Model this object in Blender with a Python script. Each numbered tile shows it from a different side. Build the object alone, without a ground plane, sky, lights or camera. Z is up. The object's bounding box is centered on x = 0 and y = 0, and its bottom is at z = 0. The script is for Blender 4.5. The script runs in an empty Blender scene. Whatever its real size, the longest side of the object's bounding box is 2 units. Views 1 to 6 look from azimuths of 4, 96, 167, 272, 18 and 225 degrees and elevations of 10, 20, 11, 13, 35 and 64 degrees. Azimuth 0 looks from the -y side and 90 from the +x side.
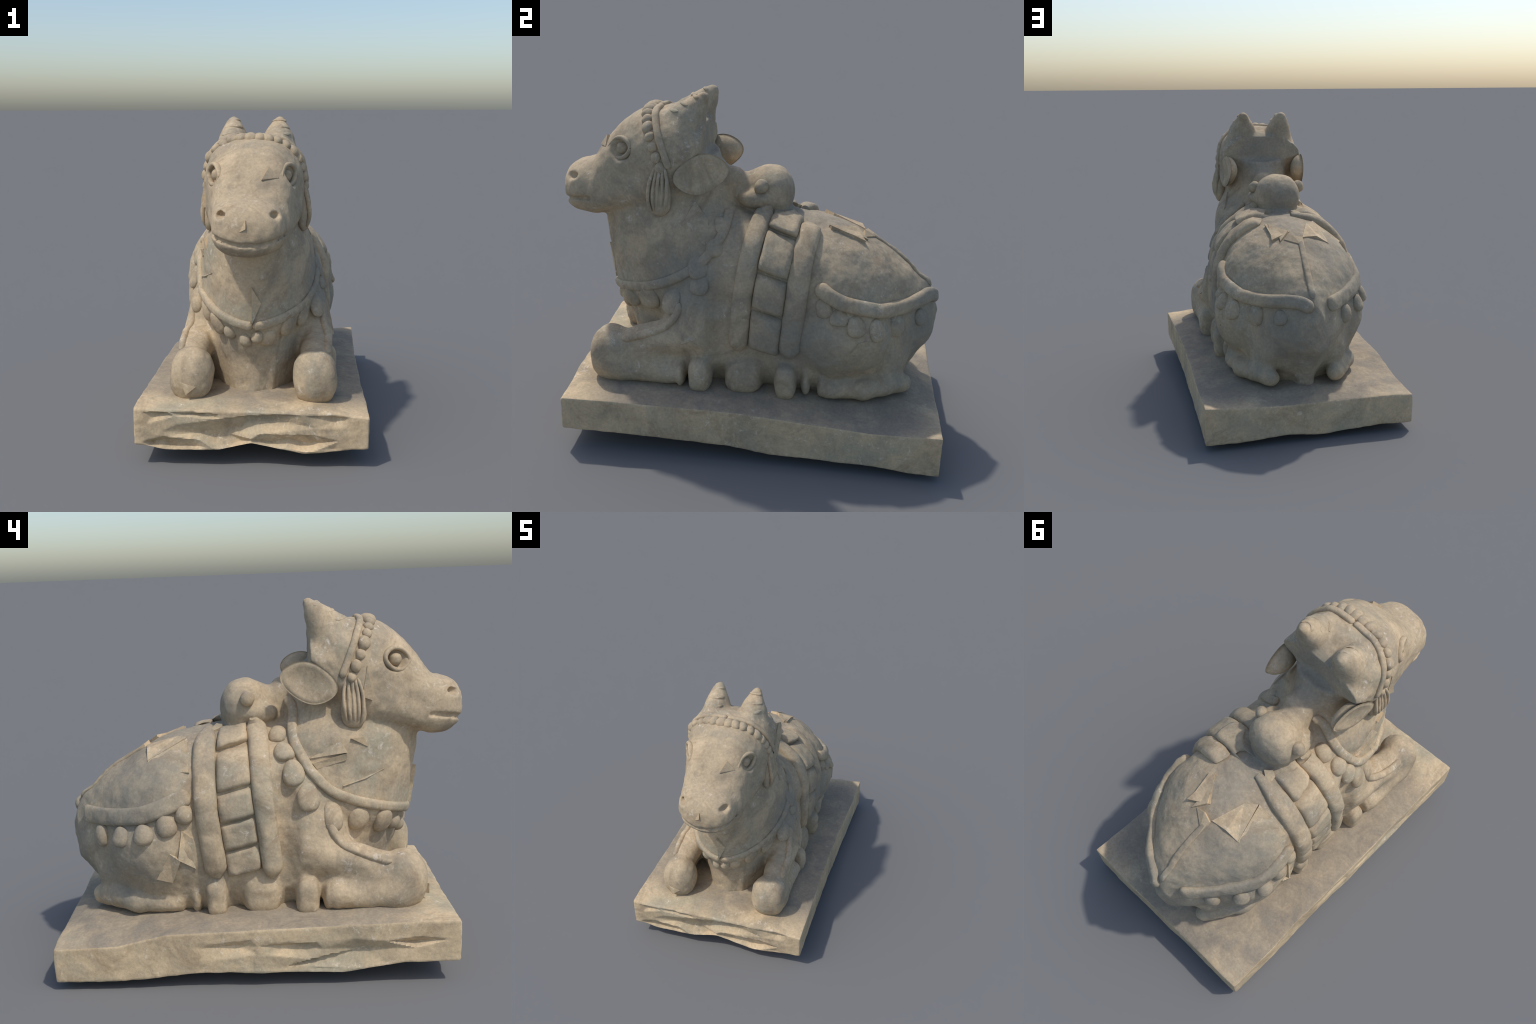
"""Weathered stone sculpture of a reclining humped bull on a slab plinth."""
import bpy, bmesh, math, random
import numpy as np
from mathutils import Vector, Matrix
from mathutils.bvhtree import BVHTree

rng = random.Random(11)
H = 0.008                                   # cell size of the implicit body
LO = np.array([-0.53, -1.04, 0.17]); HI = np.array([0.53, 1.02, 1.78])
NX, NY, NZ = [int(v) for v in np.ceil((HI - LO) / H)]
AX = [LO[i] + H * np.arange(n) for i, n in enumerate((NX, NY, NZ))]

# ----------------------------------------------------------------- utilities
def spline(xs, ys, q):
    """monotone-ish cubic (Catmull-Rom) through control points"""
    xs = np.asarray(xs, float); ys = np.asarray(ys, float)
    m = np.gradient(ys, xs)
    d = np.diff(ys) / np.diff(xs)
    for i in range(1, len(xs) - 1):
        if d[i - 1] * d[i] <= 0: m[i] = 0
    m[0] = d[0]; m[-1] = d[-1]
    q = np.clip(q, xs[0], xs[-1])
    i = np.clip(np.searchsorted(xs, q) - 1, 0, len(xs) - 2)
    h = xs[i + 1] - xs[i]; t = (q - xs[i]) / h
    return ((2*t**3 - 3*t**2 + 1) * ys[i] + (t**3 - 2*t**2 + t) * h * m[i]
            + (-2*t**3 + 3*t**2) * ys[i + 1] + (t**3 - t**2) * h * m[i + 1])

def hash3(i, j, k, s):
    n = (i * 374761393 + j * 668265263 + k * 2147483647 + s * 974634777) & 0xffffffff
    n = ((n ^ (n >> 13)) * 1274126177) & 0xffffffff
    n = n ^ (n >> 16)
    return (n & 0xffff) / 65535.0 * 2 - 1

def vnoise(P, scale, seed=0):
    """smooth value noise in [-1,1] on an (n,3) array"""
    q = np.asarray(P, float) / scale + 100.0
    f = np.floor(q).astype(np.int64); t = q - f; t = t * t * (3 - 2 * t)
    out = 0
    for a in (0, 1):
        for b in (0, 1):
            for c in (0, 1):
                w = ((t[:, 0] if a else 1 - t[:, 0]) * (t[:, 1] if b else 1 - t[:, 1])
                     * (t[:, 2] if c else 1 - t[:, 2]))
                out = out + w * hash3(f[:, 0] + a, f[:, 1] + b, f[:, 2] + c, seed)
    return out

# ------------------------------------------------------------ implicit body
PARTS = ['torso', 'neck', 'head', 'horn_l', 'horn_r', 'hump', 'forelimb_l', 'forelimb_r',
         'hindlimb_l', 'hindlimb_r', 'tail']
FIELD = np.full((NX, NY, NZ), 1.0, np.float32)
NEAR = np.full((NX, NY, NZ), 1.0, np.float32)
LABEL = np.zeros((NX, NY, NZ), np.int8)

def block(lo, hi):
    s = []
    for i in range(3):
        a = max(0, int((lo[i] - LO[i]) / H)); b = min((NX, NY, NZ)[i], int((hi[i] - LO[i]) / H) + 2)
        s.append(slice(a, b))
    X = AX[0][s[0]][:, None, None]; Y = AX[1][s[1]][None, :, None]; Z = AX[2][s[2]][None, None, :]
    return tuple(s), X, Y, Z

def smin(a, b, k):
    h = np.maximum(k - np.abs(a - b), 0) / k
    return np.minimum(a, b) - h * h * k * 0.25

def add(part, s, d, k):
    d = d.astype(np.float32)
    FIELD[s] = smin(FIELD[s], d, k) if k > 0 else np.minimum(FIELD[s], d)
    m = d < NEAR[s]
    NEAR[s] = np.where(m, d, NEAR[s]); LABEL[s] = np.where(m, PARTS.index(part), LABEL[s])

def carve(s, d, k):
    FIELD[s] = -smin(-FIELD[s], d.astype(np.float32), k)

def normalise(f):
    g = np.gradient(f, H)
    m = np.sqrt(g[0]**2 + g[1]**2 + g[2]**2)
    return np.clip(f / np.maximum(m, 0.6), -0.15, 0.3)

def loft_y(part, keys, k=0.04):
    """keys: y, z_top, z_bottom, z_widest, half_width, x_centre, upper and lower super-ellipse exponent"""
    K = np.array(keys, float)
    pad = 0.08
    s, X, Y, Z = block((-(K[:, 4].max() + pad), K[0, 0] - pad, K[:, 2].min() - pad),
                       (K[:, 4].max() + pad, K[-1, 0] + pad, K[:, 1].max() + pad))
    zt, zb, zc, a, xc, nu, nl = [spline(K[:, 0], K[:, i], Y) for i in range(1, 8)]
    b = np.where(Z > zc, zt - zc, zc - zb); n = np.where(Z > zc, nu, nl)
    f = ((np.abs(X - xc) / a)**n + (np.abs(Z - zc) / b)**n)**(1 / n) - 1
    f = f * np.minimum(a, 0.2)
    d = normalise(f)
    d = np.maximum(d, np.maximum(K[0, 0] - Y, Y - K[-1, 0]))
    add(part, s, d, k)

def loft_z(part, keys, k=0.04):
    """keys: z, y_front, y_back, y_widest, half_width, front and back super-ellipse exponent"""
    K = np.array(keys, float); pad = 0.08
    s, X, Y, Z = block((-(K[:, 4].max() + pad), K[:, 1].min() - pad, K[0, 0] - pad),
                       (K[:, 4].max() + pad, K[:, 2].max() + pad, K[-1, 0] + pad))
    yf, yb, yc, a, nf, nb = [spline(K[:, 0], K[:, i], Z) for i in range(1, 7)]
    b = np.where(Y > yc, yb - yc, yc - yf); n = np.where(Y > yc, nb, nf)
    f = ((np.abs(X) / a)**n + (np.abs(Y - yc) / b)**n)**(1 / n) - 1
    d = normalise(f * np.minimum(a, 0.2))
    d = np.maximum(d, np.maximum(K[0, 0] - Z, Z - K[-1, 0]))
    add(part, s, d, k)

def ellipsoid(part, c, r, k=0.04, rot=None, cut=False, n=2.0):
    c = np.array(c, float); r = np.array(r, float); R = r.max() + 0.08
    s, X, Y, Z = block(c - R, c + R)
    p = [X - c[0] + 0*Y + 0*Z, Y - c[1] + 0*X + 0*Z, Z - c[2] + 0*X + 0*Y]
    if rot is not None:                      # euler degrees
        M = np.array(Matrix.Rotation(math.radians(rot[2]), 3, 'Z') @ Matrix.Rotation(math.radians(rot[1]), 3, 'Y')
                     @ Matrix.Rotation(math.radians(rot[0]), 3, 'X')).T
        p = [M[i, 0]*p[0] + M[i, 1]*p[1] + M[i, 2]*p[2] for i in range(3)]
    q = (sum((np.abs(p[i]) / r[i])**n for i in range(3)))**(1 / n)
    d = normalise((q - 1) * r.min())
    carve(s, d, k) if cut else add(part, s, d, k)

def limb(part, pts, k=0.03, cut=False, flat=1.0):
    """pts: (x, y, z, radius) chain of round cones; flat scales the x thickness"""
    P = np.array(pts, float); R = P[:, 3].max() + 0.08
    s, X, Y, Z = block(P[:, :3].min(0) - R, P[:, :3].max(0) + R)
    best = None
    for a, b in zip(P[:-1], P[1:]):
        v = b[:3] - a[:3]; L = v @ v
        t = np.clip(((X - a[0]) * v[0] + (Y - a[1]) * v[1] + (Z - a[2]) * v[2]) / L, 0, 1)
        d = np.sqrt(((X - a[0] - t*v[0]) / flat)**2 + (Y - a[1] - t*v[1])**2 + (Z - a[2] - t*v[2])**2) - (a[3] + t*(b[3] - a[3]))
        best = d if best is None else smin(best, d, 0.02)
    carve(s, best, k) if cut else add(part, s, best, k)

# torso: barrel from the shoulders to the rump
loft_y('torso', [(-0.60, 0.80, 0.15, 0.55, 0.11, 0, 2, 2.4), (-0.50, 0.96, 0.15, 0.60, 0.195, 0, 2, 2.6), (-0.32, 1.10, 0.16, 0.70, 0.335, -0.005, 2, 2.8),
                 (-0.10, 1.165, 0.16, 0.78, 0.374, -0.014, 2.15, 2.8), (0.10, 1.155, 0.16, 0.78, 0.380, -0.014, 2.15, 2.8), (0.30, 1.122, 0.16, 0.75, 0.395, -0.014, 2.15, 2.7),
                 (0.45, 1.085, 0.16, 0.71, 0.408, -0.014, 2.1, 2.5), (0.58, 1.032, 0.18, 0.66, 0.374, -0.016, 2, 2.3), (0.72, 0.95, 0.26, 0.60, 0.288, -0.012, 2, 2.0),
                 (0.82, 0.868, 0.36, 0.58, 0.203, -0.01, 2, 1.9), (0.89, 0.775, 0.44, 0.58, 0.13, -0.01, 2, 2), (0.925, 0.70, 0.49, 0.585, 0.07, -0.01, 2, 2), (0.938, 0.64, 0.53, 0.585, 0.03, -0.01, 2, 2)], k=0)
ellipsoid('torso', (-0.01, 0.53, 0.30), (0.27, 0.18, 0.15), k=0.06)
# neck column with the heavy dewlap front
loft_z('neck', [(0.16, -0.61, -0.2, -0.42, 0.165, 1.7, 2.2), (0.45, -0.645, -0.1, -0.42, 0.166, 1.7, 2.2), (0.60, -0.694, -0.05, -0.38, 0.218, 1.8, 2.2),
                (0.70, -0.734, -0.05, -0.34, 0.285, 1.8, 2.2), (0.85, -0.755, -0.06, -0.30, 0.310, 1.75, 2.2), (1.0, -0.782, -0.06, -0.28, 0.304, 1.8, 2.2),
                (1.08, -0.790, -0.08, -0.28, 0.297, 1.75, 2.2), (1.20, -0.72, -0.125, -0.32, 0.232, 1.9, 2.0), (1.32, -0.65, -0.165, -0.34, 0.185, 2, 2.0),
                (1.42, -0.60, -0.20, -0.34, 0.17, 2, 2.2)], k=0.05)
# hump and the saddle between hump and nape
ellipsoid('hump', (-0.028, 0.065, 1.22), (0.140, 0.122, 0.136), k=0.03, n=2.3)
limb('hump', [(-0.02, 0.04, 1.26, 0.08), (-0.01, -0.09, 1.225, 0.085), (0.0, -0.20, 1.275, 0.09)], k=0.04)
ellipsoid('hump', (-0.125, -0.015, 1.20), (0.06, 0.09, 0.055), k=0.02, rot=(0, 20, 15))
ellipsoid('hump', (0.085, 0.0, 1.205), (0.06, 0.085, 0.05), k=0.02, rot=(0, -20, -10))
ellipsoid('hump', (0.03, -0.12, 1.30), (0.05, 0.06, 0.05), k=0.03)
# head
HX = -0.006
MX = -0.012                                  # the muzzle is turned a little to the left
loft_y('head', [(-0.992, 1.25, 1.145, 1.20, 0.05, MX, 2.1, 2.1), (-0.975, 1.295, 1.11, 1.20, 0.105, MX, 2.2, 2.2), (-0.94, 1.330, 1.08, 1.20, 0.152, MX, 2.3, 2.3),
                (-0.89, 1.345, 1.063, 1.20, 0.175, MX, 2.5, 2.3), (-0.84, 1.362, 1.060, 1.20, 0.186, MX, 2.5, 2.6), (-0.78, 1.435, 1.075, 1.22, 0.199, -0.002, 2.5, 3.0),
                (-0.71, 1.525, 1.095, 1.26, 0.212, -0.002, 2.5, 3.1), (-0.62, 1.597, 1.105, 1.30, 0.232, HX, 2.6, 3.1), (-0.52, 1.625, 1.12, 1.34, 0.257, HX, 2.7, 3.0),
                (-0.42, 1.628, 1.16, 1.38, 0.264, HX, 2.7, 2.6), (-0.32, 1.60, 1.30, 1.42, 0.262, HX, 2.2, 2.2), (-0.252, 1.575, 1.42, 1.46, 0.252, HX, 2.0, 2.2)], k=0.03)
for sx, nm in ((-1, 'l'), (1, 'r')):
    ho = -0.135 if sx < 0 else 0.113
    limb('horn_' + nm, [(ho, -0.258, 1.696, 0.025), (ho * 0.98, -0.292, 1.65, 0.056), (ho * 0.96, -0.322, 1.60, 0.082), (ho * 0.95, -0.365, 1.50, 0.125)], k=0.02)
    limb('horn_' + nm, [(ho, -0.268, 1.690, 0.026), (ho * 0.98, -0.40, 1.602, 0.045), (ho * 0.9, -0.48, 1.56, 0.05)], k=0.035)
    # forelimb: shoulder mass, forearm, knee, folded shank, hoof
    P = 'forelimb_' + nm
    ellipsoid(P, (sx*0.275, -0.21, 0.585), (0.128, 0.20, 0.22), k=0.05)
    limb(P, [(sx*0.308, -0.25, 0.56, 0.104), (sx*0.326, -0.62, 0.464, 0.080)], k=0.03)
    ellipsoid(P, (sx*0.318, -0.684, 0.415), (0.116, 0.106, 0.145), k=0.03, n=2.3)
    limb(P, [(sx*0.352 - 0.006, -0.60, 0.355, 0.074), (sx*0.358 - 0.008, -0.36, 0.36, 0.074)], k=0.075)
    ellipsoid(P, (sx*0.365, -0.312, 0.355), (0.065, 0.026, 0.075), k=0.008)
    ellipsoid(P, (sx*0.350, -0.215, 0.36), (0.09, 0.060, 0.10), k=0.015, n=3.2)
    ellipsoid(P, (sx*0.292, 0.0, 0.355), (0.10, 0.095, 0.10), k=0.03, n=3.2)
    # groove between the shoulder and the front girth strap
    limb(None, [(sx*0.385, -0.130, 1.0, 0.04), (sx*0.412, -0.120, 0.75, 0.062), (sx*0.415, -0.110, 0.46, 0.052)], k=0.04, cut=True)
    # hind limb: haunch, folded foot, toes
    P = 'hindlimb_' + nm
    ellipsoid(P, (sx*0.277 + 0.002, 0.47, 0.595), (0.158, 0.245, 0.195), k=0.04)
    limb(P, [(sx*0.185, 0.80, 0.315, 0.052), (sx*0.245, 0.70, 0.325, 0.058), (sx*0.300, 0.60, 0.322, 0.060), (sx*0.325, 0.43, 0.322, 0.054)], k=0.012)
    ellipsoid(P, (sx*0.185, 0.66, 0.44), (0.085, 0.155, 0.12), k=0.05)
    ellipsoid(P, (sx*0.32, 0.395, 0.335), (0.05, 0.03, 0.07), k=0.01)
    ellipsoid(P, (sx*0.32, 0.315, 0.35), (0.055, 0.032, 0.085), k=0.012)
    ellipsoid(P, (sx*0.33, 0.215, 0.35), (0.085, 0.055, 0.10), k=0.025, n=3.2)
    # eye sockets, nostrils
    ellipsoid(None, (sx*0.238 + HX, -0.664, 1.444), (0.078, 0.070, 0.060), k=0.01, cut=True)
    ellipsoid(None, (sx*0.130 + HX, -0.93, 1.274), (0.024, 0.042, 0.015), k=0.006, cut=True)
# lump of flesh above each mouth corner is left by cutting the muzzle flank
for sx in (-1, 1):
    ellipsoid(None, (sx*0.240 + HX, -0.775, 1.23), (0.042, 0.025, 0.065), k=0.02, cut=True)
# tail ridge on the rump
limb('tail', [(-0.035, 0.875, 0.78, 0.022), (-0.045, 0.915, 0.66, 0.03), (-0.045, 0.895, 0.5, 0.035), (-0.03, 0.81, 0.38, 0.04), (-0.02, 0.765, 0.26, 0.05)], k=0.06)
# mouth line: a thin groove that follows the lips and turns up at the corners
sm, X, Y, Z = block((-0.22, -1.02, 1.08), (0.22, -0.80, 1.24))
lip = np.abs(Z - 1.138 - 0.038 * (np.abs(X - MX) / 0.18)**2 + 0*Y) - 0.0065
carve(sm, np.maximum(np.maximum(lip, -FIELD[sm] - 0.015), Y + 0.815), 0.006)
FIELD += 0.0035                              # wear: the whole skin has lost a few millimetres
# flat underside, buried in the slab
FIELD[:] = np.maximum(FIELD, (0.19 - AX[2])[None, None, :])

def surface_nets(F):
    S = F < 0
    c = [S[i:NX-1+i, j:NY-1+j, k:NZ-1+k] for i in (0, 1) for j in (0, 1) for k in (0, 1)]
    cnt = sum(q.astype(np.int8) for q in c)
    I, J, K = np.nonzero((cnt > 0) & (cnt < 8))
    idx = np.full((NX-1, NY-1, NZ-1), -1, np.int32); idx[I, J, K] = np.arange(len(I))
    acc = np.zeros((len(I), 3)); num = np.zeros(len(I))
    for a in range(3):
        for p in (0, 1):
            for q in (0, 1):
                o = [0, 0, 0]; o[(a+1) % 3] = p; o[(a+2) % 3] = q
                e = list(o); e[a] = 1
                f0 = F[I+o[0], J+o[1], K+o[2]]; f1 = F[I+e[0], J+e[1], K+e[2]]
                m = (f0 < 0) != (f1 < 0)
                t = np.where(m, f0 / np.where(m, f0 - f1, 1), 0)
                for d in range(3):
                    acc[:, d] += np.where(m, o[d] + (t if d == a else 0), 0)
                num += m
    V = LO + H * (np.stack([I, J, K], 1) + acc / num[:, None])
    faces = []
    for a in range(3):
        b, c2 = (a+1) % 3, (a+2) % 3
        sl0 = [slice(1, -1)] * 3; sl1 = [slice(1, -1)] * 3
        sl0[a] = slice(0, -1); sl1[a] = slice(1, None)
        s0 = S[tuple(sl0)]; s1 = S[tuple(sl1)]
        E = np.stack(np.nonzero(s0 != s1), 1)
        flip = ~s0[E[:, 0], E[:, 1], E[:, 2]]
        for d in range(3):
            if d != a: E[:, d] += 1
        def cell(ob, oc):
            q = E.copy(); q[:, b] -= ob; q[:, c2] -= oc
            return idx[q[:, 0], q[:, 1], q[:, 2]]
        Q = np.stack([cell(1, 1), cell(0, 1), cell(0, 0), cell(1, 0)], 1)
        Q[flip] = Q[flip][:, ::-1]
        faces.append(Q)
    lab = LABEL[I, J, K]
    return V, np.concatenate(faces), lab

V, Q, LAB = surface_nets(FIELD)

def vert_normals(V, Q):
    n = np.cross(V[Q[:, 2]] - V[Q[:, 0]], V[Q[:, 3]] - V[Q[:, 1]])
    N = np.zeros_like(V)
    for i in range(4): np.add.at(N, Q[:, i], n)
    return N / np.maximum(np.linalg.norm(N, axis=1), 1e-12)[:, None]

def relax(V, Q, it, w=0.5):
    for _ in range(it):
        A = np.zeros_like(V); C = np.zeros(len(V))
        for i in range(4):
            for o in (1, 3):
                np.add.at(A, Q[:, i], V[Q[:, (i+o) % 4]]); np.add.at(C, Q[:, i], 1)
        V = V + w * (A / C[:, None] - V)
    return V

V = relax(V, Q, 2)
N = vert_normals(V, Q)
# weathering relief: broad hewn lumps and finer pitting
lump = 0.0055 * vnoise(V, 0.11, 1) + 0.0035 * vnoise(V, 0.05, 2) + 0.0016 * vnoise(V, 0.022, 3)
V = V + N * lump[:, None]
N = vert_normals(V, Q)

# ---------------------------------------------------------------- materials
PAINTED_SHADE = [(-0.28, 0.62, 0.82, 0.34), (-0.05, 0.30, 1.12, 0.24), (-0.06, 0.14, 1.20, 0.17), (0.0, -0.16, 1.48, 0.24), (-0.36, 0.66, 0.50, 0.28),
          (0.05, 0.95, 0.55, 0.35), (0.36, -0.3, 0.85, 0.24), (0.38, 0.25, 0.6, 0.28)]
def stone(name, tint=(1, 1, 1), seed=0.0, patches=(), patch_colour=(0.262, 0.242, 0.195), strength=0.8, ledges=False):
    m = bpy.data.materials.new(name); m.use_nodes = True
    nt = m.node_tree; nd = nt.nodes; L = nt.links
    bsdf = nd['Principled BSDF']; bsdf.inputs['Roughness'].default_value = 0.88
    bsdf.inputs['Specular IOR Level'].default_value = 0.25
    geo = nd.new('ShaderNodeNewGeometry')
    mp = nd.new('ShaderNodeMapping'); mp.inputs['Location'].default_value = (seed, seed * 1.7, seed * 0.6)
    L.new(geo.outputs['Position'], mp.inputs['Vector'])
    def noise(sc, det, ro, dist=0.0):
        n = nd.new('ShaderNodeTexNoise'); n.inputs['Scale'].default_value = sc; n.inputs['Detail'].default_value = det
        n.inputs['Roughness'].default_value = ro; n.inputs['Distortion'].default_value = dist
        L.new(mp.outputs['Vector'], n.inputs['Vector']); return n.outputs['Fac']
    def ramp(src, stops):
        r = nd.new('ShaderNodeValToRGB'); e = r.color_ramp.elements
        while len(e) < len(stops): e.new(0.5)
        for q, (p, c) in zip(e, stops): q.position = p; q.color = (*c, 1)
        L.new(src, r.inputs['Fac']); return r.outputs['Color']
    def mix(fac, a, b, mode='MIX'):
        x = nd.new('ShaderNodeMix'); x.data_type = 'RGBA'; x.blend_type = mode
        if isinstance(fac, (int, float)): x.inputs[0].default_value = fac
        else: L.new(fac, x.inputs[0])
        for s, v in ((6, a), (7, b)):
            if isinstance(v, tuple): x.inputs[s].default_value = (*v, 1)
            else: L.new(v, x.inputs[s])
        return x.outputs[2]
    t = lambda c: tuple(a * b for a, b in zip(c, tint))
    base = ramp(noise(4.2, 9, 0.68, 0.6), [(0.37, t((0.262, 0.234, 0.194))), (0.48, t((0.355, 0.305, 0.238))), (0.62, t((0.430, 0.364, 0.278)))])
    green = ramp(noise(2.1, 7, 0.68, 0.8), [(0.50, (0, 0, 0)), (0.66, (1, 1, 1))])
    c = mix(0.0, base, (0, 0, 0))
    g = nd.new('ShaderNodeMath'); g.operation = 'MULTIPLY'; L.new(green, g.inputs[0]); g.inputs[1].default_value = 0.7
    c = mix(g.outputs[0], base, t((0.265, 0.270, 0.240)))
    brown = ramp(noise(4.5, 6, 0.7, 1.2), [(0.52, (0, 0, 0)), (0.66, (1, 1, 1))])
    g2 = nd.new('ShaderNodeMath'); g2.operation = 'MULTIPLY'; L.new(brown, g2.inputs[0]); g2.inputs[1].default_value = 0.6
    c = mix(g2.outputs[0], c, t((0.250, 0.200, 0.150)))
    pale = ramp(noise(24, 8, 0.78, 0.5), [(0.56, (0, 0, 0)), (0.70, (1, 1, 1))])
    where = ramp(noise(3.6, 4, 0.6), [(0.44, (0, 0, 0)), (0.56, (1, 1, 1))])
    g3 = nd.new('ShaderNodeMath'); g3.operation = 'MULTIPLY'; L.new(pale, g3.inputs[0]); L.new(where, g3.inputs[1])
    g4 = nd.new('ShaderNodeMath'); g4.operation = 'MULTIPLY'; L.new(g3.outputs[0], g4.inputs[0]); g4.inputs[1].default_value = 0.95
    c = mix(g4.outputs[0], c, t((0.56, 0.54, 0.52)))
    # ragged blobs paint the source's baked grey-green shade on back, hump and left rump
    acc = None
    def blob(cx, cy, cz, rad):
        d = nd.new('ShaderNodeVectorMath'); d.operation = 'DISTANCE'; L.new(geo.outputs['Position'], d.inputs[0]); d.inputs[1].default_value = (cx, cy, cz)
        r = nd.new('ShaderNodeMapRange'); L.new(d.outputs['Value'], r.inputs[0]); r.inputs[1].default_value = rad; r.inputs[2].default_value = rad * 0.45
        r.inputs[3].default_value = 0.0; r.inputs[4].default_value = 1.0; return r.outputs[0]
    for bl in patches:
        o = blob(*bl)
        if acc is None: acc = o
        else:
            mm = nd.new('ShaderNodeMath'); mm.operation = 'MAXIMUM'; L.new(acc, mm.inputs[0]); L.new(o, mm.inputs[1]); acc = mm.outputs[0]
    if acc is None:
        zero = nd.new('ShaderNodeValue'); zero.outputs[0].default_value = 0.0; acc = zero.outputs[0]
    pn = ramp(noise(5.5, 8, 0.72, 1.0), [(0.32, (0.45, 0.45, 0.45)), (0.60, (1, 1, 1))])
    pm = nd.new('ShaderNodeMath'); pm.operation = 'MULTIPLY'; L.new(acc, pm.inputs[0]); L.new(pn, pm.inputs[1])
    pm2 = nd.new('ShaderNodeMath'); pm2.operation = 'MULTIPLY'; L.new(pm.outputs[0], pm2.inputs[0]); pm2.inputs[1].default_value = strength
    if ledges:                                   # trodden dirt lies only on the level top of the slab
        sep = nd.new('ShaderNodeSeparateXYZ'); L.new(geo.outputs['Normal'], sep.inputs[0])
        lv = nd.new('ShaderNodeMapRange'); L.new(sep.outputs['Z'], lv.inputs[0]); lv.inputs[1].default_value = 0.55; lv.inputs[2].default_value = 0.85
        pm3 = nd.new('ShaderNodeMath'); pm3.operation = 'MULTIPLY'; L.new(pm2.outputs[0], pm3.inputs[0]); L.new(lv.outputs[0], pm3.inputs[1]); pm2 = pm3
    c = mix(pm2.outputs[0], c, patch_colour)
    fine = ramp(noise(70, 5, 0.7), [(0.36, (0.90, 0.90, 0.90)), (0.64, (1.09, 1.09, 1.09))])
    c = mix(1.0, c, fine, 'MULTIPLY')
    L.new(c, bsdf.inputs['Base Color'])
    b = nd.new('ShaderNodeBump'); b.inputs['Strength'].default_value = 0.4; b.inputs['Distance'].default_value = 0.006
    L.new(noise(45, 8, 0.7), b.inputs['Height']); L.new(b.outputs['Normal'], bsdf.inputs['Normal'])
    return m

STONE = stone('weathered_sandstone', (1.28, 1.175, 0.995), 0.0, PAINTED_SHADE)
PALE_FACET = stone('paler_facet_sandstone', (1.46, 1.31, 1.07), 5.3)  # paler tint than the body stone, without the patches, so the plates stand out
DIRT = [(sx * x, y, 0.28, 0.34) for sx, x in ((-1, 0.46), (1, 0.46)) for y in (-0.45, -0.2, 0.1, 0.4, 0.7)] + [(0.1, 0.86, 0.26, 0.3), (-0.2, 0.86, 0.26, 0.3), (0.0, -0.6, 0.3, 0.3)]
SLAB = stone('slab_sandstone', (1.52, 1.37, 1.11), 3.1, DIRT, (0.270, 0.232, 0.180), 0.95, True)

# ------------------------------------------------------------------ objects
root = bpy.data.objects.new('bull_statue', None)
bpy.context.scene.collection.objects.link(root)
root['label'] = 'weathered sandstone reclining humped bull on a slab plinth'
root['category'] = 'stone statue'

def mesh_object(name, verts, faces, mat=STONE, parent=root, smooth=True, angle=None, stuff=False):
    me = bpy.data.meshes.new(name)
    me.from_pydata([tuple(map(float, v)) for v in verts], [], [tuple(map(int, f)) for f in faces])
    me.materials.append(mat)
    me.polygons.foreach_set('use_smooth', [smooth] * len(me.polygons))
    me.update()
    if angle is not None: me.set_sharp_from_angle(angle=math.radians(angle))
    ob = bpy.data.objects.new(name, me)
    bpy.context.scene.collection.objects.link(ob); ob.parent = parent
    if stuff: ob['kind'] = 'stuff'
    return ob

# majority label per face, then cut the one surface into its anatomical parts
fl = np.sort(LAB[Q], axis=1)[:, 1]
PART = {}
NAMES = {'horn_l': 'horn', 'horn_r': 'horn', 'forelimb_l': 'forelimb', 'forelimb_r': 'forelimb',
         'hindlimb_l': 'hindlimb', 'hindlimb_r': 'hindlimb'}
for li, key in enumerate(PARTS):
    q = Q[fl == li]
    if not len(q): continue
    used, inv = np.unique(q, return_inverse=True)
    ob = mesh_object(NAMES.get(key, key), V[used], inv.reshape(-1, 4))
    ob.data.normals_split_custom_set_from_vertices([tuple(n) for n in N[used]])
    PART[key] = ob

BODY = BVHTree.FromPolygons([tuple(v) for v in V], [tuple(map(int, f)) for f in Q])

def cast(o, d):
    h = BODY.ray_cast(Vector(o), Vector(d).normalized())
    return (h[0], h[1]) if h[0] is not None else (None, None)

def flank(side, y, z):
    """point on the body seen square from the side (-1 left, +1 right)"""
    p, n = cast((side * 0.9, y, z), (-side, 0, 0))
    if p is None:
        hit = BODY.find_nearest(Vector((side * 0.3, y, z))); p, n = hit[0], hit[1]
    return p, n

def around(ang, z, cy=0.35):
    """point on the rump; ang 0 = straight back, -90 = left flank, 90 = right"""
    a = math.radians(ang); d = Vector((math.sin(a), math.cos(a), 0))
    return cast(Vector((0, cy, z)) + d * 1.5, -d)

def snap(pts, n=60):
    """curve through rough world points, laid onto the body surface"""
    P, Nn = [], []
    for q in resample(pts, n):
        h = BODY.find_nearest(Vector(q)); P.append(tuple(h[0])); Nn.append(tuple(h[1]))
    P = smooth_rows(np.array(P), 4); Nn = smooth_rows(np.array(Nn), 12)
    return P, Nn / np.linalg.norm(Nn, axis=1)[:, None]

def resample(pts, n):
    P = np.array([tuple(p) for p in pts], float)
    s = np.r_[0, np.cumsum(np.linalg.norm(np.diff(P, axis=0), axis=1))]
    t = np.linspace(0, s[-1], n)
    return np.stack([spline(s, P[:, i], t) for i in range(P.shape[1])], 1)

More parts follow.
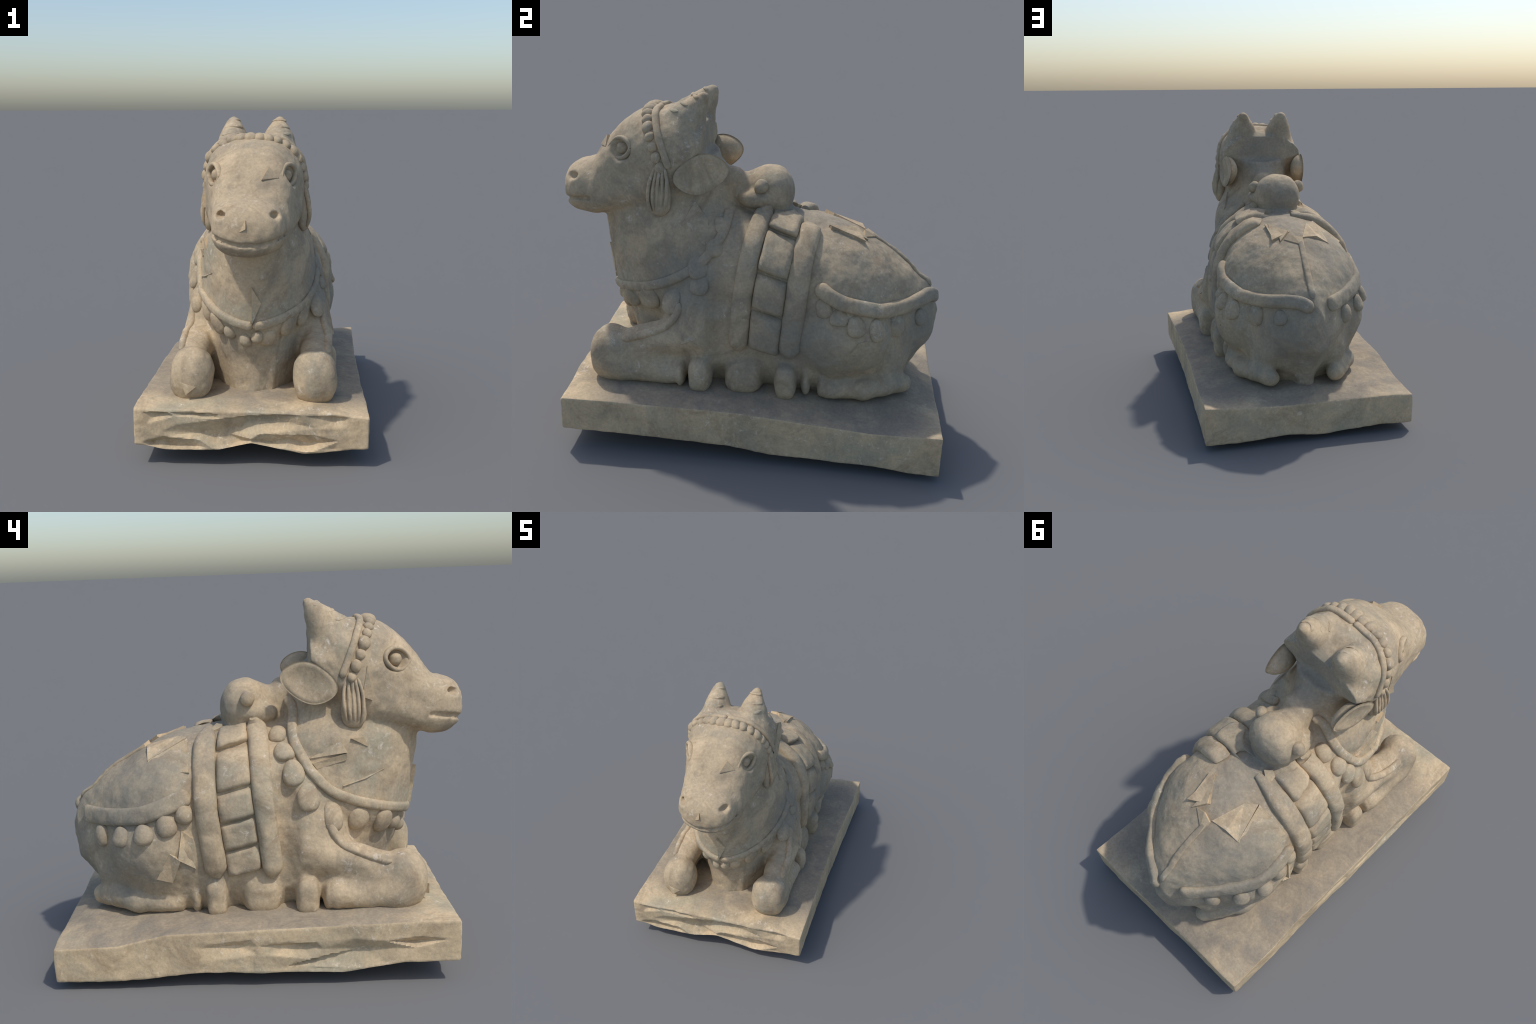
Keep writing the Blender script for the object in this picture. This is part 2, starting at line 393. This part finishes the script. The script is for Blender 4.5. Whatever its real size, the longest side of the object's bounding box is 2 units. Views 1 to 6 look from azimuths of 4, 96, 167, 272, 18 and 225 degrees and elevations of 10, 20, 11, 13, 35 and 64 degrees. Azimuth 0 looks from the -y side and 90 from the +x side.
def smooth_rows(A, it=3):
    for _ in range(it):
        B = A.copy(); B[1:-1] = 0.25*A[:-2] + 0.5*A[1:-1] + 0.25*A[2:]; A = B
    return A

def sweep(name, P, Nn, width, height, lift=0.0, power=2.6, seg=20, wob=0.003, seed=5, taper=2, parent=root, mat=STONE, ends=0.35):
    """rounded ridge along P lying on the surface with outward normals Nn"""
    P = np.array(P, float); Nn = np.array(Nn, float); n = len(P)
    width = np.broadcast_to(width, n); height = np.broadcast_to(height, n)
    T = np.gradient(P, axis=0); T /= np.linalg.norm(T, axis=1)[:, None]
    Nn = Nn - (Nn * T).sum(1)[:, None] * T; Nn /= np.linalg.norm(Nn, axis=1)[:, None]
    B = np.cross(T, Nn)
    verts = []
    for i in range(n):
        e = min(i, n - 1 - i); f = 1.0
        if e < taper: f = ends + (1 - ends) * math.sin(math.pi / 2 * (e / taper)) if taper else 1
        for j in range(seg):
            a = 2 * math.pi * j / seg; c, s = math.cos(a), math.sin(a)
            r = (abs(c)**power + abs(s)**power)**(-1 / power)
            verts.append(P[i] + B[i] * c * r * width[i] / 2 * f + Nn[i] * (lift + s * r * height[i] * f))
    verts = np.array(verts)
    verts += (wob * vnoise(verts, 0.05, seed) + 0.5 * wob * vnoise(verts, 0.02, seed + 1))[:, None] * np.repeat(Nn, seg, 0)
    F = []
    for i in range(n - 1):
        for j in range(seg):
            k = (j + 1) % seg
            F.append((i*seg + j, (i+1)*seg + j, (i+1)*seg + k, i*seg + k))
    F.append(tuple(range(seg))); F.append(tuple(range(n*seg - 1, (n-1)*seg - 1, -1)))
    return mesh_object(name, verts, F, mat, parent, angle=50)

def on_flank(side, yz, n=40):
    R = resample([(0, y, z) for y, z in yz], n)
    P, Nn = [], []
    for _, y, z in R:
        p, q = flank(side, y, z); P.append(tuple(p)); Nn.append(tuple(q))
    P = smooth_rows(np.array(P), 4); Nn = smooth_rows(np.array(Nn), 12)
    return P, Nn / np.linalg.norm(Nn, axis=1)[:, None]

def pillow(name, side, corners, h, m=14, edge=4, parent=root, seed=3, slope=0.0):
    """padded panel between four (y,z) corners: top-back, top-front, bottom-front, bottom-back"""
    c = np.array(corners, float); V2 = []; F = []
    for i in range(m + 1):
        for j in range(m + 1):
            u, v = j / m, i / m
            yz = (1-v)*((1-u)*c[0] + u*c[1]) + v*((1-u)*c[3] + u*c[2])
            p, n = flank(side, *yz)
            U, W = abs(2*u - 1), abs(2*v - 1)
            k = (1 - U**edge) * (1 - W**edge)
            n = (n + Vector((side, 0, 0))).normalized()
            V2.append(np.array(p) + np.array(n) * (-0.012 + (h + slope * v + 0.012) * min(1, 1.15 * k**0.45)))
    for i in range(m):
        for j in range(m):
            a = i*(m+1) + j; F.append((a, a+1, a+m+2, a+m+1) if side < 0 else (a, a+m+1, a+m+2, a+1))
    V2 = np.array(V2)
    V2[:, 0] += 0.003 * vnoise(V2, 0.04, seed)
    return mesh_object(name, V2, F, parent=parent)

def unit_drop(name, power=2.3, point=0.0, seed=0):
    """pendant lobe: x = width, z = height, y = depth, unit radius; slightly pear shaped"""
    vs, fs = [], []; A, B = 24, 14
    for i in range(B + 1):
        t = math.pi * i / B
        for j in range(A):
            a = 2 * math.pi * j / A
            s = math.sin(t)**(2 / power) if 0 < i < B else 0.0
            w = 1 + point * math.cos(t)
            vs.append((s * math.cos(a) / max(w, 0.3), s * math.sin(a), math.copysign(abs(math.cos(t))**(2 / power), math.cos(t))))
    for i in range(B):
        for j in range(A):
            k = (j + 1) % A; fs.append((i*A + j, (i+1)*A + j, (i+1)*A + k, i*A + k))
    vs = np.array(vs); vs *= (1 + 0.10 * vnoise(vs, 0.9, seed) + 0.03 * vnoise(vs, 0.35, seed + 20))[:, None]
    me = bpy.data.meshes.new(name)
    me.from_pydata([tuple(v) for v in vs], [], fs); me.materials.append(STONE)
    me.polygons.foreach_set('use_smooth', [True] * len(me.polygons)); me.update()
    bm = bmesh.new(); bm.from_mesh(me); bmesh.ops.remove_doubles(bm, verts=bm.verts, dist=1e-5)
    bmesh.ops.recalc_face_normals(bm, faces=bm.faces); bm.to_mesh(me); bm.free()
    return me

DROP = [unit_drop('pendant_mesh', 2.4, 0.12, s) for s in range(4)]
BALL = [unit_drop('bead_mesh', 2.1, 0.0, 9 + s) for s in range(3)]

def place(name, me, p, n, size, up=(0, 0, 1), tilt=0.0, parent=root, sink=0.0):
    n = Vector(n).normalized(); up = Vector(up); x = up.cross(n).normalized(); z = n.cross(x)
    M = Matrix((x, n, z)).transposed().to_4x4() @ Matrix.Rotation(tilt, 4, 'Y')
    ob = bpy.data.objects.new(name, me); bpy.context.scene.collection.objects.link(ob)
    ob.parent = parent
    ob.matrix_world = Matrix.Translation(Vector(p) - n * sink) @ M @ Matrix.Diagonal((*size, 1))
    return ob

# ---- girth straps and the padded ladder between them
FRONT = {-1: [(0.02, 1.185), (-0.002, 1.10), (-0.008, 1.02), (-0.022, 0.83), (-0.040, 0.64), (-0.052, 0.50), (-0.052, 0.455)],
         1: [(0.07, 1.19), (0.045, 1.12), (0.025, 1.05), (0.0, 0.88), (-0.02, 0.67), (-0.026, 0.54), (-0.026, 0.50)]}
REAR = {-1: [(0.24, 1.125), (0.250, 1.05), (0.250, 0.97), (0.244, 0.82), (0.229, 0.66), (0.212, 0.51), (0.208, 0.465)],
        1: [(0.295, 1.135), (0.28, 1.06), (0.266, 1.0), (0.255, 0.85), (0.24, 0.68), (0.228, 0.54), (0.226, 0.49)]}
for side in (-1, 1):
    for path, w in ((FRONT[side], 0.098), (REAR[side], 0.108)):
        P, Nn = on_flank(side, path, 60)
        sweep('girth_strap', P, Nn, w, 0.038 if side < 0 else 0.033, lift=0.004, wob=0.005, seed=20 + side, taper=5, power=2.5)
    zs = [1.145, 1.065, 0.885, 0.745, 0.61, 0.475] if side < 0 else [1.145, 1.08, 0.905, 0.72, 0.50]
    for i, (a, b) in enumerate(zip(zs[:-1], zs[1:])):
        def yb(z, s, f): return float(np.interp(z, [q[1] for q in reversed(REAR[s])], [q[0] for q in reversed(REAR[s])]) - 0.048) if f else \
            float(np.interp(z, [q[1] for q in reversed(FRONT[s])], [q[0] for q in reversed(FRONT[s])]) + 0.042)
        dz = 0.02
        pillow('saddle_panel', side, [(yb(a, side, 1), a - dz), (yb(a, side, 0), a + dz), (yb(b, side, 0), b + dz), (yb(b, side, 1), b - dz)],
               (0.022 if i else 0.034) + (0.010 if side > 0 else 0), seed=30 + i, slope=0.012)

# ---- cloth hem across the haunch with its row of pendants
P, Nn = snap([(-0.388, 0.318, 0.872), (-0.396, 0.402, 0.83), (-0.383, 0.536, 0.778), (-0.306, 0.683, 0.748), (-0.173, 0.832, 0.728), (-0.12, 0.87, 0.722)])
sweep('cloth_hem', P, Nn, 0.084, 0.020, lift=0.004, seed=41, wob=0.006, power=3.2)
P, Nn = snap([(0.346, 0.345, 0.872), (0.359, 0.452, 0.808), (0.334, 0.610, 0.762), (0.208, 0.770, 0.745), (0.096, 0.869, 0.757), (0.03, 0.90, 0.75), (-0.025, 0.915, 0.715)])
sweep('cloth_hem', P, Nn, 0.074, 0.028, lift=0.006, seed=43, wob=0.005)
def pendants(name, row, depth, ratio):
    for i, (x, y, z, r) in enumerate(row):
        h = BODY.find_nearest(Vector((x, y, z)))
        r *= rng.uniform(0.94, 1.06)
        n = (h[1] + Vector((0, 0, 0.15))).normalized()
        place(name, DROP[i % 4], h[0], n, (r, depth * rng.uniform(0.85, 1.15), r * ratio * rng.uniform(0.92, 1.1)), tilt=rng.uniform(-0.25, 0.25), sink=0.003)
pendants('hem_pendant', [(-0.255, 0.772, 0.648, 0.044), (-0.364, 0.662, 0.668, 0.046), (-0.412, 0.537, 0.688, 0.048), (-0.413, 0.428, 0.737, 0.05), (-0.404, 0.347, 0.788, 0.04)], 0.032, 1.15)
pendants('hem_pendant', [(0.372, 0.384, 0.775, 0.042), (0.386, 0.457, 0.735, 0.046), (0.398, 0.545, 0.70, 0.05), (0.369, 0.655, 0.678, 0.048), (0.251, 0.743, 0.665, 0.046), (0.13, 0.85, 0.665, 0.04)], 0.024, 1.15)

# ---- collar and its pendants
COLLAR = {-1: [(-0.13, -0.13, 1.27), (-0.162, -0.154, 1.208), (-0.247, -0.175, 1.082), (-0.307, -0.231, 0.960), (-0.314, -0.323, 0.861), (-0.295, -0.438, 0.802), (-0.225, -0.568, 0.752), (-0.12, -0.69, 0.712), (-0.05, -0.73, 0.69), (0, -0.74, 0.682)],
          1: [(0.144, -0.116, 1.163), (0.242, -0.134, 1.065), (0.300, -0.194, 0.963), (0.317, -0.320, 0.861), (0.272, -0.496, 0.773), (0.19, -0.62, 0.735), (0.126, -0.684, 0.709), (0.05, -0.73, 0.69), (0, -0.74, 0.682)]}
for side in (-1, 1):
    P, Nn = snap(COLLAR[side], 90)
    sweep('neck_collar', P, Nn, 0.048, 0.018 if side < 0 else 0.013, lift=0.004, seed=51, taper=1, wob=0.004)
    P, Nn = snap([(side * 0.335, -0.315, 0.72), (side * 0.36, -0.335, 0.675), (side * 0.385, -0.39, 0.635), (side * 0.395, -0.50, 0.57), (side * 0.385, -0.61, 0.525)], 34)
    sweep('shoulder_ridge', P, Nn, 0.042, 0.018, lift=0.0, seed=61, wob=0.004)
pendants('collar_pendant', [(-0.212, -0.094, 1.112, 0.042), (-0.296, -0.121, 1.039, 0.046), (-0.340, -0.162, 0.947, 0.05), (-0.353, -0.230, 0.836, 0.056), (-0.339, -0.352, 0.738, 0.058), (-0.274, -0.470, 0.699, 0.058), (-0.187, -0.590, 0.668, 0.054), (-0.12, -0.65, 0.64, 0.036), (-0.045, -0.70, 0.60, 0.034), (0.02, -0.70, 0.625, 0.028)], 0.032, 1.15)
pendants('collar_pendant', [(0.218, -0.147, 1.099, 0.04), (0.285, -0.165, 1.002, 0.045), (0.316, -0.239, 0.906, 0.05), (0.339, -0.226, 0.831, 0.05), (0.330, -0.383, 0.736, 0.058), (0.259, -0.509, 0.696, 0.056), (0.178, -0.618, 0.662, 0.05), (0.08, -0.68, 0.61, 0.04)], 0.021, 1.2)

# ---- head dress: band with beads, tassels, ears, eyes
def head_ring(y0, lean, t):
    """point on the head in a leaning section; t in degrees from the crown"""
    a = math.radians(t); c = Vector((0, y0, 1.40)); d = Vector((math.sin(a), lean * math.cos(a), math.cos(a))).normalized()
    p, n = cast(c + d * 0.8, -d); return p, n
for side in (-1, 1):
    P, Nn = [], []
    for t in np.linspace(0, 96, 40):
        p, n = head_ring(-0.405, -0.40, side * t); P.append(tuple(p)); Nn.append(tuple(n))
    sweep('head_band', smooth_rows(np.array(P), 2), smooth_rows(np.array(Nn), 6), 0.034, 0.014, lift=0.003, seed=71, taper=1)
    for i, t in enumerate(np.linspace(6, 96, 9)):
        p, n = head_ring(-0.452, -0.40, side * t)
        s = (0.032 - 0.0009 * i) * rng.uniform(0.85, 1.12)
        place('head_bead', BALL[i % 3], p, n, (s, s * 0.85, s * 1.1), sink=0.002)
    # tassel: pear lobe with strands
    p, n = Vector((side * 0.262, -0.445, 1.27)), Vector((side, -0.12, 0.1)).normalized()
    body = place('tassel', DROP[0], (side * 0.238, -0.45, 1.245), n, (0.062, 0.04, 0.105))
    for j in range(5):
        o = (j - 2) * 0.022
        pts = [(side * 0.250, -0.44 + o * 0.5, 1.385), (side * 0.270, -0.447 + o, 1.29), (side * 0.277, -0.45 + o, 1.22), (side * 0.265, -0.45 + o * 0.7, 1.16)]
        R = resample(pts, 14)
        st = sweep('tassel_strand', R, [tuple(n)] * 14, 0.017, 0.011, seg=10, seed=80 + j, taper=2, wob=0.004)
        st.parent = body; st.matrix_parent_inverse = body.matrix_basis.inverted()
    # ear: cupped leaf
    vs, fs = [], []; A, B = 36, 12
    for lay in (0, 1):
        for i in range(B + 1):
            r = i / B
            for j in range(A):
                a = 2 * math.pi * j / A
                yy = 0.118 * r * math.cos(a) * (1 + 0.12 * math.cos(2*a)); zz = 0.098 * r * math.sin(a) + 0.025 * r * math.cos(a)
                cup = 0.010 + 0.016 * r**2 - 0.010 * max(0, r - 0.85) / 0.15
                xx = (cup + 0.012 - 0.03) if lay == 0 else (-0.05 * math.sqrt(max(0, 1 - r * r)) - 0.02 + 0.02 * r**4)
                vs.append((side * (0.252 + xx - 0.12 * yy) - 0.01, -0.245 + yy, 1.352 + zz))
    off = A * (B + 1)
    for lay in (0, 1):
        for i in range(B):
            for j in range(A):
                k = (j + 1) % A; f = (lay*off + i*A + j, lay*off + (i+1)*A + j, lay*off + (i+1)*A + k, lay*off + i*A + k)
                fs.append(f if (lay == 0) == (side < 0) else f[::-1])
    for j in range(A):
        k = (j + 1) % A; f = (B*A + j, off + B*A + j, off + B*A + k, B*A + k); fs.append(f if side < 0 else f[::-1])
    mesh_object('ear', vs, fs)
    # eye: almond rim and ball in the socket
    n = Vector((side * 0.86, -0.50, 0.12)).normalized(); c = Vector((side * 0.176 - 0.010, -0.652, 1.442))
    ez = (Vector((0, 0, 1)) - n * n.z).normalized(); ex = ez.cross(n)
    P = []
    for t in np.linspace(0, 2 * math.pi, 41):
        P.append(tuple(c + ex * 0.068 * math.cos(t) + ez * 0.051 * math.sin(t) * (1 - 0.25 * abs(math.cos(t))**3) + ez * 0.008 * math.cos(t) * side + n * 0.008))
    sweep('eyelid', P, [tuple(n)] * 41, 0.021, 0.015, seg=12, taper=0, seed=90, wob=0.003)
    place('eyeball', BALL[0], c - n * 0.012, n, (0.034, 0.036, 0.032))
for side, ho in ((-1, -0.135), (1, 0.113)):
    for z, yy, r in ((1.692, -0.266, 0.032), (1.662, -0.31, 0.05), (1.632, -0.355, 0.06)):
        P, Nn = snap([(ho + r * 1.3 * math.sin(a), yy - r * math.cos(a) * 1.1, z + 0.01) for a in np.radians((-70, -35, 0, 35, 70))], 18)
        sweep('horn_ring', P, Nn, 0.018, 0.005, lift=0.0, seg=10, seed=95 + int(z * 1000), wob=0.006)
P, Nn = snap([(-0.05, 0.56, 1.045), (-0.035, 0.70, 0.96), (-0.03, 0.84, 0.865), (-0.03, 0.90, 0.77)], 40)
sweep('cloth_edge', P, Nn, 0.035, 0.010, lift=0.002, seed=97, wob=0.005)
# knobs on the hump
place('hump_knob', BALL[1], (-0.165, 0.045, 1.275), (-1, 0, 0.1), (0.036, 0.036, 0.036))
place('hump_knob', BALL[2], (0.105, 0.03, 1.275), (1, 0, 0.1), (0.036, 0.036, 0.036))

# ---- raised plates modelling the light and dark facets of the scan's broken normals
def add_shading_facet(pts, lifts, mat=None, name='shading_facet', deep=0.02):
    vs = []; n = len(pts); lifts = [l * 1.4 for l in lifts]
    nrm = sum((BODY.find_nearest(Vector(p))[1] for p in pts), Vector()).normalized()
    base = [BODY.find_nearest(Vector(p))[0] for p in pts]
    vs = [tuple(b + nrm * l) for b, l in zip(base, lifts)] + [tuple(b - nrm * deep) for b in base]
    f = [tuple(range(n)), tuple(range(2*n - 1, n - 1, -1))] + [(i, i + n, (i+1) % n + n, (i+1) % n) for i in range(n)]
    ob = mesh_object(name, vs, f, mat or PALE_FACET, smooth=False)
    bm = bmesh.new(); bm.from_mesh(ob.data); bmesh.ops.recalc_face_normals(bm, faces=bm.faces)
    bmesh.ops.triangulate(bm, faces=[q for q in bm.faces if len(q.verts) > 4]); bm.to_mesh(ob.data); bm.free()
    return ob
M = 0.001
add_shading_facet([(-0.062, 0.554, 1.045), (-0.125, 0.385, 1.087), (-0.179, 0.334, 1.083), (-0.222, 0.528, 0.997), (-0.149, 0.535, 1.034)], [6*M, 10*M, 12*M, 3*M, 12*M])
add_shading_facet([(-0.179, 0.334, 1.083), (-0.348, 0.317, 0.957), (-0.279, 0.504, 0.965), (-0.222, 0.528, 0.997)], [10*M, 8*M, -2*M, 2*M])
add_shading_facet([(0.046, 0.556, 1.035), (-0.007, 0.547, 1.047), (-0.061, 0.564, 1.040), (-0.049, 0.733, 0.939), (-0.037, 0.612, 1.015)], [3*M, 14*M, 12*M, 4*M, 5*M])
add_shading_facet([(0.102, 0.539, 1.031), (0.116, 0.385, 1.082), (0.090, 0.373, 1.092), (0.064, 0.468, 1.072)], [12*M, 14*M, 4*M, 2*M])
add_shading_facet([(0.090, 0.373, 1.092), (0.008, 0.509, 1.064), (0.068, 0.571, 1.026), (0.064, 0.468, 1.072)], [3*M, 12*M, 6*M, 3*M])
add_shading_facet([(-0.079, 0.200, 1.136), (-0.113, 0.172, 1.138), (-0.142, 0.182, 1.127), (-0.152, 0.250, 1.109)], [12*M, 14*M, 10*M, 4*M])
add_shading_facet([(-0.259, -0.513, 1.423), (-0.253, -0.536, 1.264), (-0.258, -0.490, 1.281)], [4*M, 16*M, 6*M])
add_shading_facet([(-0.291, -0.236, 1.003), (-0.274, -0.382, 1.081), (-0.276, -0.411, 1.026)], [4*M, 4*M, 18*M])
add_shading_facet([(-0.297, -0.250, 0.981), (-0.276, -0.411, 1.023), (-0.286, -0.411, 0.99), (-0.304, -0.272, 0.955)], [12*M, 14*M, 4*M, 2*M])
add_shading_facet([(-0.301, -0.392, 0.871), (-0.222, -0.599, 0.930), (-0.271, -0.502, 0.895)], [8*M, 3*M, 6*M], STONE)
add_shading_facet([(-0.265, -0.431, 1.085), (-0.247, -0.490, 1.088), (-0.250, -0.512, 1.044)], [12*M, 14*M, 3*M])
add_shading_facet([(-0.424, 0.420, 0.602), (-0.413, 0.372, 0.573), (-0.392, 0.417, 0.453), (-0.407, 0.491, 0.469)], [4*M, 16*M, 10*M, 3*M])
add_shading_facet([(-0.409, 0.362, 0.707), (-0.416, 0.384, 0.574), (-0.389, 0.306, 0.515), (-0.408, 0.311, 0.665)], [6*M, 14*M, 6*M, 6*M])
add_shading_facet([(0.048, -0.787, 1.424), (0.081, -0.737, 1.480), (0.132, -0.743, 1.434)], [8*M, 11*M, 2*M], STONE)
add_shading_facet([(-0.041, -0.992, 1.202), (-0.012, -0.985, 1.258), (-0.011, -0.993, 1.216)], [1*M, 5*M, 6*M])
add_shading_facet([(-0.002, -0.766, 0.895), (0.045, -0.743, 0.808), (-0.005, -0.734, 0.704)], [16*M, 3*M, 16*M])
add_shading_facet([(-0.357, -0.789, 0.399), (-0.335, -0.777, 0.344), (-0.283, -0.785, 0.382)], [6*M, 14*M, 2*M])
add_shading_facet([(0.270, -0.330, 1.101), (0.229, -0.275, 1.217), (0.25, -0.20, 1.13), (0.277, -0.215, 1.012)], [4*M, 7*M, 8*M, 4*M], STONE)
add_shading_facet([(0.096, 0.373, 1.091), (0.0, 0.50, 1.06), (0.113, 0.556, 1.020)], [10*M, 4*M, 14*M])
add_shading_facet([(0.365, -0.244, 0.737), (0.365, -0.179, 0.742), (0.393, -0.262, 0.555), (0.389, -0.304, 0.540)], [6*M, 2*M, 3*M, 7*M], STONE)
add_shading_facet([(0.419, 0.559, 0.627), (0.409, 0.604, 0.635), (0.422, 0.563, 0.560), (0.427, 0.524, 0.568)], [6*M, 2*M, 3*M, 7*M], STONE)

# ------------------------------------------------------------------- plinth
CX = [(-0.584, -0.895), (0.586, -0.862), (0.576, 0.990), (-0.588, 0.958)]      # plan corners: FL FR RR RL
def slab_top(x, y):
    left = np.interp(y, [-0.88, -0.63, -0.29, 0.06, 0.45, 0.66, 0.96], [0.306, 0.306, 0.294, 0.280, 0.268, 0.215, 0.205])
    right = np.interp(y, [-0.85, -0.42, 0.0, 0.34, 0.65, 0.97], [0.274, 0.272, 0.268, 0.245, 0.228, 0.242])
    mid = np.interp(y, [-0.87, -0.75, -0.55, -0.2, 0.2, 0.6, 0.83, 0.97], [0.298, 0.314, 0.316, 0.300, 0.288, 0.272, 0.255, 0.215])
    t = x / 0.575
    w = np.clip(abs(t), 0, 1)**(2.5 if t < 0 else 2.1)
    return mid * (1 - w) + (left if t < 0 else right) * w
def slab_bottom(x, y):
    left = np.interp(y, [-0.87, -0.645, -0.38, -0.06, 0.28, 0.58, 0.95], [0.112, 0.107, 0.064, 0.070, 0.072, 0.047, 0.038])
    right = np.interp(y, [-0.85, -0.43, -0.03, 0.19, 0.67, 0.85, 0.98], [0.102, 0.096, 0.082, 0.053, 0.053, 0.030, 0.035])
    front = np.interp(x, [-0.57, -0.46, -0.16, 0.0, 0.27, 0.45, 0.58], [0.108, 0.085, 0.086, 0.124, 0.075, 0.09, 0.105])
    back = np.interp(x, [-0.57, -0.41, -0.1, 0.12, 0.34, 0.57], [0.046, 0.049, 0.025, 0.048, 0.037, 0.028])
    t = np.clip((x + 0.575) / 1.15, 0, 1); e = 1 - min(1, min(t, 1 - t) * 8)
    s = np.clip((y + 0.87) / 1.84, 0, 1)
    lr = left * (1 - t) + right * t
    fb = front * (1 - s) + back * s
    ends = 1 - min(1, min(s, 1 - s) * 10)
    inner = 0.5 * lr + 0.5 * fb - 0.05 * math.sin(math.pi * t) * math.sin(math.pi * s)
    return max(0.0, (1 - max(e, ends)) * inner + max(e, ends) * (lr * e + fb * ends) / max(1e-6, e + ends))

from mathutils.geometry import delaunay_2d_cdt
class Broken:
    """broken stone face: folded flat facets between scattered nodes (u, v, depth)"""
    def __init__(self, box, n, depth, seed, fade=0.1):
        r = random.Random(seed); u0, u1, v0, v1 = box; self.u0, self.u1, self.fade = u0, u1, fade
        N2 = [(u, v1 + r.uniform(-0.012, 0.012), 0.0) for u in np.linspace(u0, u1, 9)] + [(u, v0, r.choice((0.0, 0.3, 0.8)) * depth * (0.1 < (u - u0) / (u1 - u0) < 0.9)) for u in np.linspace(u0, u1, 9)] + [(u, (v0 + v1) / 2, 0.0) for u in (u0, u1)]
        N2 += [(r.uniform(u0, u1), r.uniform(v0, v1), r.choice((0.0, 0.0, 0.15, 0.8, 1.0)) * depth) for _ in range(n)]
        co, _, fa, *_ = delaunay_2d_cdt([Vector((a * 0.25, b)) for a, b, _ in N2], [], [], 0, 1e-6)
        self.tri = []
        for f in fa:
            p = [co[i] for i in f]
            d = [min(N2, key=lambda q: (q[0]*0.25 - c.x)**2 + (q[1] - c.y)**2)[2] for c in p]
            self.tri.append((p, d))
    def __call__(self, u, v):
        return self.depth(u, v) * min(1, max(0, (self.u1 - u) / self.fade), max(0, (u - self.u0) / 0.05))
    def depth(self, u, v):
        q = Vector((u * 0.25, v))
        for (a, b, c), d in self.tri:
            den = (b.y - c.y)*(a.x - c.x) + (c.x - b.x)*(a.y - c.y)
            if abs(den) < 1e-12: continue
            w0 = ((b.y - c.y)*(q.x - c.x) + (c.x - b.x)*(q.y - c.y)) / den
            w1 = ((c.y - a.y)*(q.x - c.x) + (a.x - c.x)*(q.y - c.y)) / den
            if w0 >= -1e-6 and w1 >= -1e-6 and w0 + w1 <= 1 + 1e-6: return w0*d[0] + w1*d[1] + (1 - w0 - w1)*d[2]
        return 0.0
front_break = Broken((-0.55, 0.52, 0.07, 0.285), 30, 0.048, 12)
side_break = Broken((-0.86, 0.35, 0.04, 0.225), 20, 0.045, 8, 0.45)

def build_plinth():
    nx, ny, nz = 190, 240, 34
    bm = bmesh.new(); cache = {}
    def vert(i, j, k):
        key = (i, j, k)
        if key in cache: return cache[key]
        s, t, w = i / nx, j / ny, k / nz
        x = (1-t)*((1-s)*CX[0][0] + s*CX[1][0]) + t*((1-s)*CX[3][0] + s*CX[2][0])
        y = (1-t)*((1-s)*CX[0][1] + s*CX[1][1]) + t*((1-s)*CX[3][1] + s*CX[2][1])
        if s > 0.5: x -= 0.016 * math.sin(math.pi * t) * (2*s - 1)**2      # right side slightly hollow
        zt, zb = float(slab_top(x, y)), float(slab_bottom(x, y))
        z = zb + (zt - zb) * w
        if 0 < k < nz:
            m = min(1, k / 3, (nz - k) / 4)
            if j == 0: y += front_break(x, z) * m - 0.006
            if i == 0: x += side_break(y, z) * m
        v = bm.verts.new((x, y, z)); cache[key] = v
        return v
    def quad(a, b, c, d): bm.faces.new((vert(*a), vert(*b), vert(*c), vert(*d)))
    for i in range(nx):
        for j in range(ny):
            quad((i, j, nz), (i+1, j, nz), (i+1, j+1, nz), (i, j+1, nz)); quad((i, j, 0), (i, j+1, 0), (i+1, j+1, 0), (i+1, j, 0))
    for k in range(nz):
        for i in range(nx):
            quad((i, 0, k), (i+1, 0, k), (i+1, 0, k+1), (i, 0, k+1)); quad((i, ny, k), (i, ny, k+1), (i+1, ny, k+1), (i+1, ny, k))
        for j in range(ny):
            quad((0, j, k), (0, j, k+1), (0, j+1, k+1), (0, j+1, k)); quad((nx, j, k), (nx, j+1, k), (nx, j+1, k+1), (nx, j, k+1))
    # round the arrises and roughen
    edge = [v for key, v in cache.items() if sum((key[0] in (0, nx), key[1] in (0, ny), key[2] in (0, nz))) >= 2]
    ring = set(edge)
    for v in edge:
        for e in v.link_edges: ring.add(e.other_vert(v))
    for _ in range(5): bmesh.ops.smooth_vert(bm, verts=list(ring), factor=0.5, use_axis_x=True, use_axis_y=True, use_axis_z=True)
    bm.normal_update()
    Pn = np.array([v.co[:] for v in bm.verts])
    a = 0.005 * vnoise(Pn, 0.16, 7) + 0.002 * vnoise(Pn, 0.05, 8) + 0.001 * vnoise(Pn, 0.02, 9)
    nn = [v.normal.copy() for v in bm.verts]
    for v, n, q in zip(bm.verts, nn, a): v.co += n * float(q)
    lo = min(v.co.z for v in bm.verts)
    me = bpy.data.meshes.new('plinth'); bm.to_mesh(me); bm.free()
    me.materials.append(SLAB)
    me.polygons.foreach_set('use_smooth', [True] * len(me.polygons)); me.set_sharp_from_angle(angle=math.radians(28))
    ob = bpy.data.objects.new('plinth', me); bpy.context.scene.collection.objects.link(ob); ob.parent = root
    return ob
build_plinth()
